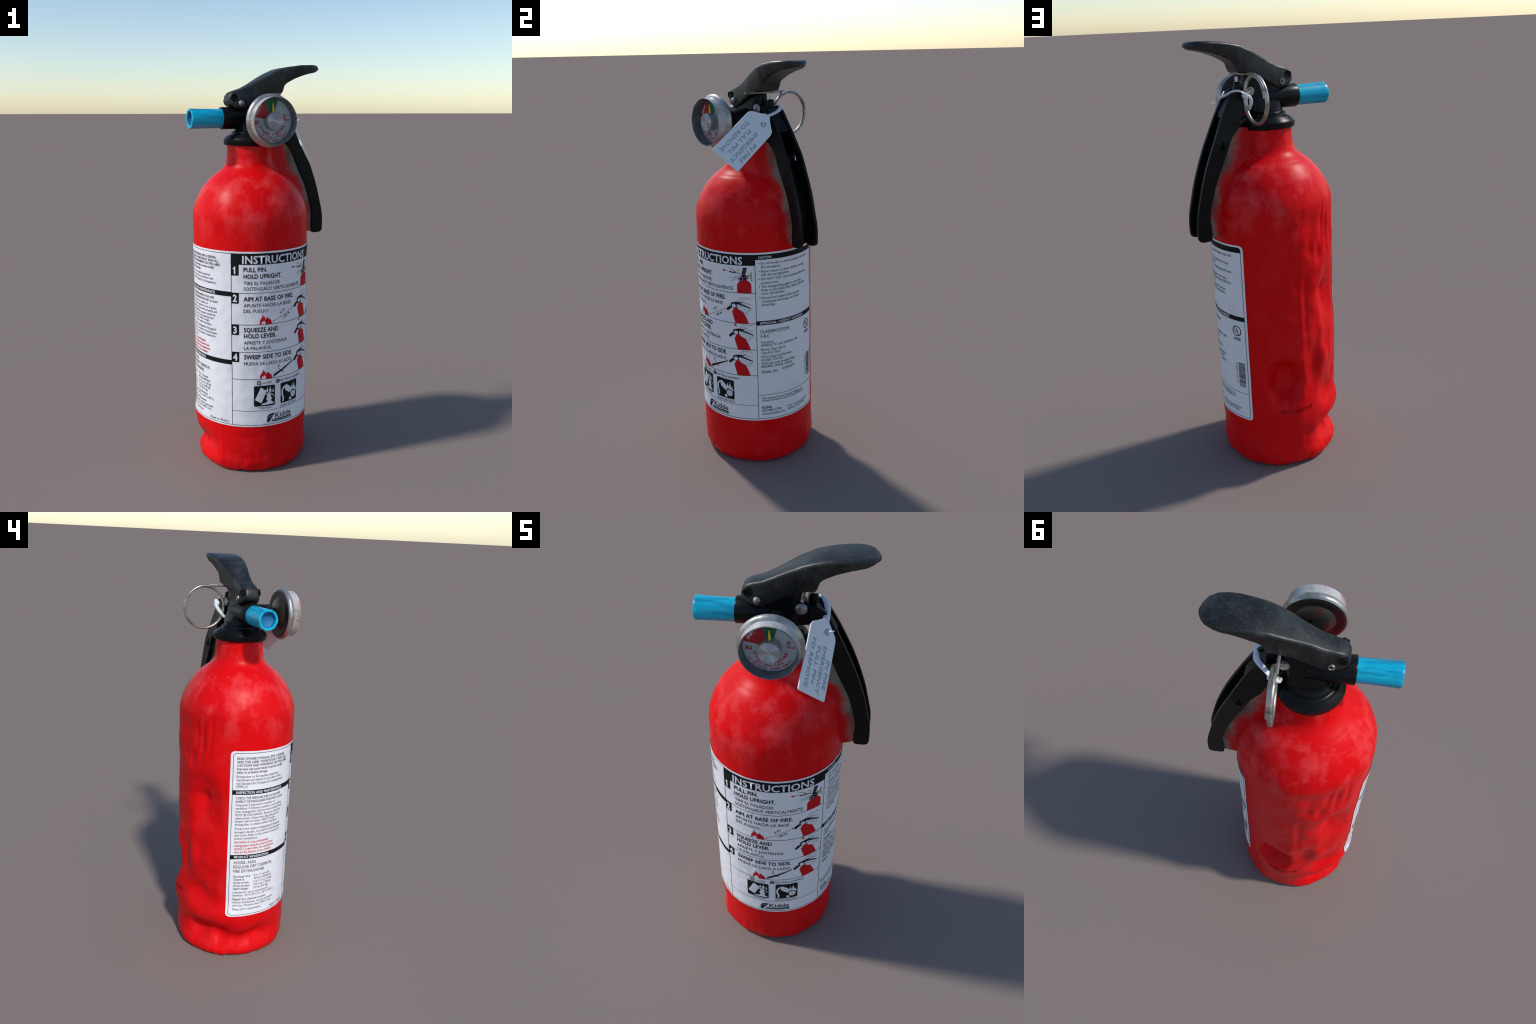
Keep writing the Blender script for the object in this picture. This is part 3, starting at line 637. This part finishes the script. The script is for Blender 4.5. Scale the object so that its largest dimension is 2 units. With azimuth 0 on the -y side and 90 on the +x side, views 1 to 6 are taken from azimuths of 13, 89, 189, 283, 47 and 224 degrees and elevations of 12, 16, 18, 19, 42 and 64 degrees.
# upright throat growing into a slab
secs = []
for z, ha, hb in ((1.69, 0.078, 0.066), (1.715, 0.074, 0.058), (1.74, 0.082, 0.046), (1.775, 0.092, 0.040), (1.81, 0.096, 0.036), (1.842, 0.094, 0.034), (1.850, 0.086, 0.028)):
    ring = []
    for k in range(40):
        t = 2 * math.pi * k / 40; e = 0.55
        ring.append(W(0.012 + ha * math.copysign(abs(math.cos(t)) ** e, math.cos(t)), 0.0 + hb * math.copysign(abs(math.sin(t)) ** e, math.sin(t)), z))
    secs.append(ring)
vs.put(loft(secs))
# horizontal boss that holds the nozzle
vs.put(lathe([(-0.02, 0.050), (0.10, 0.052), (0.148, 0.053), (0.153, 0.051), (0.154, 0.046)], W(0, 0, 1.742), -EA, 40))
# gauge boss
vs.put(lathe([(0.0, 0.048), (0.06, 0.046), (0.10, 0.043), (0.112, 0.040)], W(0.012, -0.02, 1.733), -EB, 36))
# spring post behind the slab
vs.put(lathe([(1.70, 0.018), (1.80, 0.018), (1.818, 0.015), (1.822, 0.010)], AXIS + EA * 0.140 + EB * 0.012, EZ, 20))
vs.put(prism([(0.06, 1.70), (0.16, 1.715), (0.172, 1.76), (0.15, 1.79), (0.10, 1.80), (0.06, 1.80)], lambda x, y, d: W(x, d, y), -0.030, 0.024, 0.004))
valve = add("valve_body", vs.v, vs.f, BLACK, angle=35)

# nozzle
nz = [(0.0, 0.040), (0.002, 0.0450), (0.06, 0.0455), (0.12, 0.0462), (0.158, 0.0472), (0.170, 0.0478), (0.174, 0.0462), (0.175, 0.043), (0.174, 0.0365), (0.170, 0.0350)]
noz = add("nozzle", *lathe([(h, r) for h, r in nz] + [(0.145, 0.035)], W(-0.138, -0.002, 1.740), -EA, 48, 0.015), BLUE, angle=50)
add("nozzle_bore", *lathe([(0.150, 0.0005), (0.152, 0.020), (0.157, 0.032), (0.168, 0.0352)], W(-0.138, -0.002, 1.740), -EA, 40, 0, 0, False), BLUEDARK, parent=noz)

# ------------------------------------------------------------------ lever
TOP = [(-0.127, 1.832), (-0.122, 1.848), (-0.112, 1.862), (-0.095, 1.870), (-0.041, 1.886), (0.02, 1.919), (0.06, 1.941), (0.10, 1.961), (0.14, 1.977), (0.18, 1.988), (0.25, 1.998), (0.31, 2.000), (0.345, 1.998), (0.360, 1.993), (0.369, 1.984)]
BOT = [(-0.127, 1.818), (-0.122, 1.805), (-0.110, 1.797), (-0.09, 1.788), (-0.067, 1.781), (-0.04, 1.786), (0.0, 1.806), (0.03, 1.822), (0.07, 1.842), (0.11, 1.856), (0.150, 1.860), (0.156, 1.872), (0.165, 1.898), (0.18, 1.910), (0.222, 1.931), (0.27, 1.949), (0.326, 1.961), (0.355, 1.967), (0.369, 1.973)]
HWT = [(-0.127, 0.030), (-0.11, 0.036), (-0.06, 0.041), (0.0, 0.043), (0.04, 0.051), (0.08, 0.060), (0.12, 0.067), (0.18, 0.073), (0.25, 0.077), (0.29, 0.0765), (0.32, 0.070), (0.345, 0.055), (0.360, 0.036), (0.366, 0.024), (0.371, 0.010)]
HWB = [(-0.127, 0.032), (-0.11, 0.042), (-0.07, 0.050), (0.0, 0.051), (0.06, 0.054), (0.11, 0.057), (0.15, 0.056), (0.17, 0.058), (0.20, 0.062), (0.25, 0.064), (0.29, 0.066), (0.32, 0.061), (0.345, 0.046), (0.360, 0.028), (0.369, 0.012)]
secs = []
samples = sorted(set([-0.127, -0.125, -0.122, -0.117, 0.150, 0.153, 0.156, 0.160, 0.345, 0.352, 0.358, 0.363, 0.367, 0.371] + [-0.112 + 0.012 * i for i in range(40) if -0.112 + 0.012 * i < 0.342]))
for a in samples:
    zt, zb = interp(TOP, a), interp(BOT, a)
    ht, hb = interp(HWT, a), interp(HWB, a)
    ring = []
    for s, z in rounded(ht, hb, zb, zt, 0.012, 5):
        n = 0.0022 * noise.noise(Vector((a * 26, s * 22, z * 24)))
        crown = -0.004 * (s / max(ht, 0.01)) ** 2 if z > (zt + zb) / 2 else 0
        ring.append(W(a, s - 0.001 + n, z + crown + 0.6 * n))
    secs.append(ring)
v, f = loft(secs)
lever = add("lever", v, f, LEVERBLACK, angle=60)
# scalloped ears at the pivot end
for b in (-0.044, 0.040):
    add("lever_ear", *lathe([(-0.006, 0.004), (-0.006, 0.013), (-0.003, 0.017), (0.001, 0.018), (0.004, 0.015), (0.001, 0.010), (0.0, 0.003)], W(-0.100, b, 1.838), -EB if b < 0 else EB, 20), BLACK, parent=lever)

# rivets: domed heads in front, hollow tail behind
def rivet(a, b, z, r, dome):
    if dome:
        p = [(-0.01, r * 0.6), (0.0, r), (0.003, r), (0.008, r * 0.86), (0.012, r * 0.55), (0.0138, r * 0.2), (0.014, 0.0005)]
        add("rivet", *lathe(p, W(a, b, z), -EB, 28), RIVET, angle=50)
    else:
        p = [(-0.01, r * 0.9), (0.003, r), (0.006, r * 0.93), (0.006, r * 0.75), (0.002, r * 0.62), (-0.001, 0.0005)]
        add("rivet", *lathe(p, W(a, b, z), EB, 28), RINGSTEEL, angle=50)
rivet(-0.065, -0.050, 1.811, 0.0150, True); rivet(0.098, -0.036, 1.780, 0.0240, True)
rivet(-0.066, 0.045, 1.811, 0.0130, False); rivet(0.092, 0.038, 1.779, 0.0200, False)
add("locking_peg", *lathe([(1.818, 0.006), (1.836, 0.008), (1.844, 0.006), (1.845, 0.001)], AXIS + EA * 0.143 + EB * 0.014, EZ, 12), TIE)

# ------------------------------------------------------------------ carrying handle: channel open to the outside
OUT = [(0.150, 1.793), (0.186, 1.768), (0.227, 1.702), (0.267, 1.621), (0.312, 1.521), (0.351, 1.414), (0.375, 1.322), (0.391, 1.247), (0.393, 1.175), (0.386, 1.156), (0.370, 1.150)]
INN = [(0.340, 1.150), (0.329, 1.160), (0.328, 1.200), (0.330, 1.263), (0.309, 1.344), (0.283, 1.417), (0.240, 1.506), (0.205, 1.585), (0.165, 1.630), (0.143, 1.688), (0.118, 1.745), (0.125, 1.785)]
def curve2(pts, n): return [(p.x, p.y) for p in spline([(x, y, 0) for x, y in pts], n)]
outline = curve2(OUT, 44) + curve2(INN, 44)
def flange(b0, b1, shift, drop, bridge=True):
    return prism([(x + shift, z + drop * max(0, (1.7 - z) / 0.55)) for x, z in outline], lambda x, y, d: W(x, d + 0.0018 * noise.noise(Vector((x * 14, y * 9, b0 * 40))), y), b0, b1, 0.003)
BLOCK = [(0.150, 1.788), (0.182, 1.766), (0.222, 1.702), (0.232, 1.680), (0.222, 1.668), (0.19, 1.660), (0.165, 1.665), (0.15, 1.69), (0.128, 1.745)]
hs = Soup(); hs.put(flange(-0.037, -0.019, 0.005, 0.004)); hs.put(prism([(x + 0.003, z) for x, z in BLOCK], lambda x, y, d: W(x, d, y), -0.025, 0.042, 0.002))
# web along the inner side
inner = curve2(INN, 44)
web = []
for x, z in inner[4:]:
    web.append([W(x + 0.007, -0.022, z), W(x + 0.007, 0.058 - 0.020 * min(1.0, max(0.0, (z - 1.58) / 0.16)), z), W(x + 0.015, 0.058 - 0.020 * min(1.0, max(0.0, (z - 1.58) / 0.16)), z + 0.002), W(x + 0.015, -0.022, z + 0.002)])
hs.put(loft(web))
handle = add("carrying_handle", hs.v, hs.f, BLACK, angle=35)
# back flange with its see-through slot
hole = [(0.2545, 1.586), (0.2660, 1.562), (0.2710, 1.545), (0.2580, 1.541), (0.2445, 1.545), (0.2470, 1.566)]
def pierced(outer, inner, b0, b1):
    """flat plate between two depths with one opening"""
    loops = [[Vector((x, z, 0)) for x, z in outer], [Vector((x, z, 0)) for x, z in inner]]
    tris = geometry.tessellate_polygon(loops)
    n = len(outer) + len(inner); flat = loops[0] + loops[1]
    def wav(p, b): return W(p.x, b - 0.022 * min(1.0, max(0.0, (p.y - 1.58) / 0.16)) + 0.0018 * noise.noise(Vector((p.x * 14, p.y * 9, 1.7))), p.y)
    v = [wav(p, b0) for p in flat] + [wav(p, b1) for p in flat]
    f = [tuple(t) for t in tris] + [tuple(i + n for i in t) for t in tris]
    for start, m in ((0, len(outer)), (len(outer), len(inner))):
        for k in range(m):
            p, q = start + k, start + (k + 1) % m
            f.append((p, q, q + n, p + n))
    return v, f
side = add("handle_side", *pierced([(x + 0.005, z) for x, z in outline], [(x - 0.004, z) for x, z in hole], 0.056, 0.070), BLACK, parent=handle, angle=35)

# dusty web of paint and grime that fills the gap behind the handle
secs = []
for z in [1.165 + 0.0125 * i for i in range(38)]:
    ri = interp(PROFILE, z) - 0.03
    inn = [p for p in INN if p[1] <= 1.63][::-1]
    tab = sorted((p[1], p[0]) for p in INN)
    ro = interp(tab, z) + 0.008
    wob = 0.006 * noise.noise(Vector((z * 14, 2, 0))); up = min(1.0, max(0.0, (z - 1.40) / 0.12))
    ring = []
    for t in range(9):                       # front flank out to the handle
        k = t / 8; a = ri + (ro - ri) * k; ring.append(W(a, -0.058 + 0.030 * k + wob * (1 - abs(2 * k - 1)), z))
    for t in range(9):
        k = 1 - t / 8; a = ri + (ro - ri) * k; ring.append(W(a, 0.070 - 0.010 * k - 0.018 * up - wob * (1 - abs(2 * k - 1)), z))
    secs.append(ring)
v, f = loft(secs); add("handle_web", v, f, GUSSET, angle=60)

# ------------------------------------------------------------------ pressure gauge (axis along -EB)
GC = (0.010, 1.730)
def gaxis(d): return W(GC[0], 0, GC[1]) - EB * d      # d = distance in front of the head's middle plane
def glathe(profile, segs=72, wob=0.0, seed=0.0, cap=True): return lathe(profile, W(GC[0], 0, GC[1]), -EB, segs, wob, seed, cap)
case = [(0.187, 0.020), (0.188, 0.050), (0.194, 0.066), (0.206, 0.080), (0.206, 0.088), (0.201, 0.102), (0.204, 0.115), (0.208, 0.1205), (0.215, 0.1240), (0.223, 0.1235), (0.231, 0.118), (0.235, 0.111), (0.239, 0.1075), (0.250, 0.1070), (0.262, 0.1075), (0.270, 0.1085), (0.274, 0.1085), (0.276, 0.1065), (0.274, 0.1045), (0.262, 0.1025), (0.230, 0.1005), (0.2285, 0.096), (0.2280, 0.01)]
gauge = add("pressure_gauge", *glathe(case[6:12] + [(0.2395, 0.104)], 80, 0.012, 3.0, False), STEEL, angle=35)
add("lens_rim", *glathe([(0.236, 0.104), (0.2365, 0.1090)] + case[12:17], 80, 0.012, 3.0, False), LENS, parent=gauge, angle=35)
add("lens_wall", *glathe(case[16:], 80, 0.012, 3.0, False), LENSDARK, parent=gauge, angle=35)
add("gauge_back", *glathe(case[:7], 80, 0.012, 3.0), DARKMETAL, parent=gauge, angle=35)
hexs = []
for d, r in ((0.122, 0.034), (0.124, 0.046), (0.158, 0.046), (0.162, 0.040), (0.163, 0.028), (0.206, 0.026)):
    hexs.append([gaxis(d) + EA * (r * math.cos(math.pi / 3 * k + 0.26)) + EZ * (r * math.sin(math.pi / 3 * k + 0.26)) for k in range(6)])
v, f = loft(hexs); add("hex_nut", v, f, BLACK, parent=gauge, smooth=False)
def dial_point(x, y, d): return gaxis(d) + EA * x + EZ * y
def sector(name, t0, t1, r0, r1, d, mat):
    n = max(6, int((t1 - t0) / 4)); v = []; f = []
    for k in range(n + 1):
        t = math.radians(t0 + (t1 - t0) * k / n)
        v += [dial_point(r0 * math.cos(t), r0 * math.sin(t), d), dial_point(r1 * math.cos(t), r1 * math.sin(t), d)]
    for k in range(n): f.append((2 * k, 2 * k + 1, 2 * k + 3, 2 * k + 2))
    return add(name, v, f, mat, parent=gauge)
sector("dial", 0, 360, 0.004, 0.0995, 0.2300, DIALW)
sector("dial_band", 113, 168, 0.030, 0.099, 0.2308, DIALRED)
sector("dial_band", 72, 113, 0.030, 0.099, 0.2308, DIALGREEN)
nd = [(-0.006, 0.038), (0.007, 0.038), (0.0005, 0.078), (-0.004, 0.078)]
add("needle", *prism(nd, lambda x, y, d: dial_point(x, y, d), 0.242, 0.247, 0.0006), NEEDLE, parent=gauge, smooth=False)
# turned knob with concentric grooves
kp = [(0.224, 0.040), (0.262, 0.042), (0.268, 0.0415)]
r = 0.0395; up = True
while r > 0.006:
    kp.append((0.2705 if up else 0.2690, r)); r -= 0.0019; up = not up
kp += [(0.2715, 0.005), (0.2720, 0.0005)]
add("gauge_knob", *glathe(kp, 56), KNOBM, parent=gauge, angle=25)
def arc_text(name, txt, rad, mid, span, cap, mat, bold=0.03, inward=False, d=0.2314):
    s = Soup(); n = len(txt)
    for i, ch in enumerate(txt):
        if ch == ' ': continue
        (v, f), x0, x1 = text_mesh(ch, bold)
        t = math.radians(mid + span * ((i + 0.5) / n - 0.5)); k = cap / CAP
        vv = []
        for p in v:
            x = (p[0] - (x0 + x1) / 2) * k * 0.85; y = (p[1] - CAP / 2) * k
            # letters stand with their feet outward below the middle
            vv.append(dial_point(math.cos(t) * (rad - y) - math.sin(t) * x, math.sin(t) * (rad - y) + math.cos(t) * x, d))
        s.put((vv, f))
    ob = add(name, s.v, s.f, mat, parent=gauge, smooth=False, stuff=True)
arc_text("dial_text", "DISCARD / REPLACE", 0.062, 272, 142, 0.0115, REDINK)
arc_text("dial_text", "EXTINGUISHER", 0.0765, 268, 82, 0.0095, REDINK, 0.02)
arc_text("dial_text", "IF POINTER SHOWS EMPTY", 0.0905, 268, 118, 0.0095, REDINK, 0.025)
def dial_word(txt, x, y, cap, mat, bold=0.03, rot=0.0):
    (v, f), x0, x1 = text_mesh(txt, bold); k = cap / CAP; c, s = math.cos(rot), math.sin(rot); vv = []
    for p in v:
        px, py = (p[0] - (x0 + x1) / 2) * k * 0.85, (p[1] - CAP / 2) * k
        vv.append(dial_point(x + px * c - py * s, y + px * s + py * c, 0.2316))
    add("dial_text", vv, f, mat, parent=gauge, smooth=False, stuff=True)
dial_word("RU", -0.077, -0.006, 0.015, REDINK, 0.05); dial_word("D", 0.066, 0.022, 0.014, REDINK); dial_word("100 psi", 0.072, 0.006, 0.009, REDINK, 0.02)
dial_word("EMPTY", -0.066, 0.052, 0.013, WHITEINK, 0.03, math.radians(52))

# ------------------------------------------------------------------ pull pin, ring
s = Soup()
s.put(tube([W(0.108, -0.112 + 0.0262 * i, 1.853 + 0.0008 * math.sin(i)) for i in range(10)], 0.0062, 12))
s.put(lathe([(-0.002, 0.002), (0.0, 0.0055), (0.012, 0.007), (0.016, 0.006)], W(0.108, -0.116, 1.853), EB, 12))
pin = add("pull_pin", s.v, s.f, RINGSTEEL)
path = []; rad = []
N = 110
for k in range(N + 1):
    u = k / N; t = math.radians(118 - 470 * u)      # a bit more than one turn, ends overlapping
    r = 0.1005 - 0.002 * u
    path.append(W(0.116 + 0.009 * u, 0.142 + r * math.cos(t), 1.750 + r * math.sin(t)))
    rad.append(0.0070 + 0.0008 * noise.noise(Vector((math.cos(t) * 3, math.sin(t) * 3, u * 4))))
add("pull_ring", *tube(path, rad, 12, 1.35, up=EA), RINGSTEEL)

# ------------------------------------------------------------------ tag with its strap
T0 = Vector((0.1665, -0.281, 1.5685)); T1 = Vector((0.188, -0.090, 1.722))       # middle of foot edge, middle of shoulder
LEN = (T1 - T0).length; TU = (T1 - T0).normalized()
TW = (Vector((0.211, -0.242, 1.525)) - Vector((0.124, -0.302, 1.626))); TW = (TW - TU * TW.dot(TU)).normalized()
TN = (-TU).cross(TW).normalized()
def tag_point(x, y, d):
    p = T0 + TW * x + TU * y + TN * d
    return W(p.x, p.y, p.z)
HWD, HWL = 0.074, 0.079
ol = [(-HWL + 0.006, 0.0), (HWD - 0.006, 0.0), (HWD - 0.001, 0.004), (HWD, 0.012), (HWD - 0.002, LEN - 0.012), (HWD - 0.008, LEN + 0.004), (0.022, LEN + 0.040), (0.012, LEN + 0.052), (-0.012, LEN + 0.052), (-0.024, LEN + 0.040), (-HWL + 0.012, LEN + 0.016), (-HWL + 0.002, LEN + 0.002), (-HWL, 0.012), (-HWL + 0.001, 0.004)]
tag = add("tag", *prism(ol, tag_point, -0.003, 0.003, 0.001), TAGW, angle=30)
def tag_text(txt, x, y0, y1, cap):
    (v, f), x0, x1 = text_mesh(txt, 0.004, 0.1); k = cap / CAP; kx = (y1 - y0) / (x1 - x0) ; vv = []
    for p in v:
        along = (p[0] - x0) * kx; upw = (p[1] - CAP / 2) * k
        vv.append(tag_point(x + upw, y1 - along, 0.0038))
    add("tag_text", vv, f, TAGTEXT, parent=tag, smooth=False, stuff=True)
tag_text("IN FIRE", 0.052, LEN * 0.16, LEN * 0.62, 0.0185); tag_text("EMERGENCY", 0.020, LEN * 0.06, LEN * 0.80, 0.0185)
tag_text("PULL PIN", -0.012, LEN * 0.18, LEN * 0.76, 0.0185); tag_text("TO REMOVE", -0.046, LEN * 0.08, LEN * 0.86, 0.0185)
hole_c = (0.014, LEN + 0.004)
grom = [tag_point(hole_c[0] + 0.0105 * math.cos(2 * math.pi * k / 24), hole_c[1] + 0.0105 * math.sin(2 * math.pi * k / 24), 0.0035) for k in range(25)]
add("tag_eyelet", *tube(grom, 0.0022, 8), TAGTEXT, parent=tag)
s0 = tag_point(hole_c[0], hole_c[1], -0.004)
add("tie_tail", *tube([s0, s0.lerp(W(0.226, -0.106, 1.738), 0.5), W(0.226, -0.106, 1.738)], [0.004, 0.0042, 0.003], 8), TIE, parent=tag)
# strap: from the tag over the handle, down to the ring
sp = [tag_point(0.0, LEN + 0.046, 0), W(0.192, 0.006, 1.768), W(0.178, 0.040, 1.784), W(0.155, 0.066, 1.786), W(0.136, 0.076, 1.768), W(0.128, 0.064, 1.742), W(0.118, 0.046, 1.716), W(0.110, 0.036, 1.700)]
path = spline(sp, 48)
add("strap", *tube(path, [0.0135 - 0.0045 * min(1, i / 24) for i in range(49)], 12, 0.5, up=EZ), TIE, parent=tag)
path = spline([W(0.136, 0.078, 1.768), W(0.116, 0.084, 1.756), W(0.106, 0.070, 1.730), W(0.104, 0.044, 1.704)], 20)
add("cable_tie", *tube(path, 0.0075, 10), TIE)
add("tie_head", *lathe([(-0.013, 0.005), (-0.011, 0.013), (0.011, 0.013), (0.013, 0.006)], W(0.134, 0.076, 1.766), EB, 10), TIE)
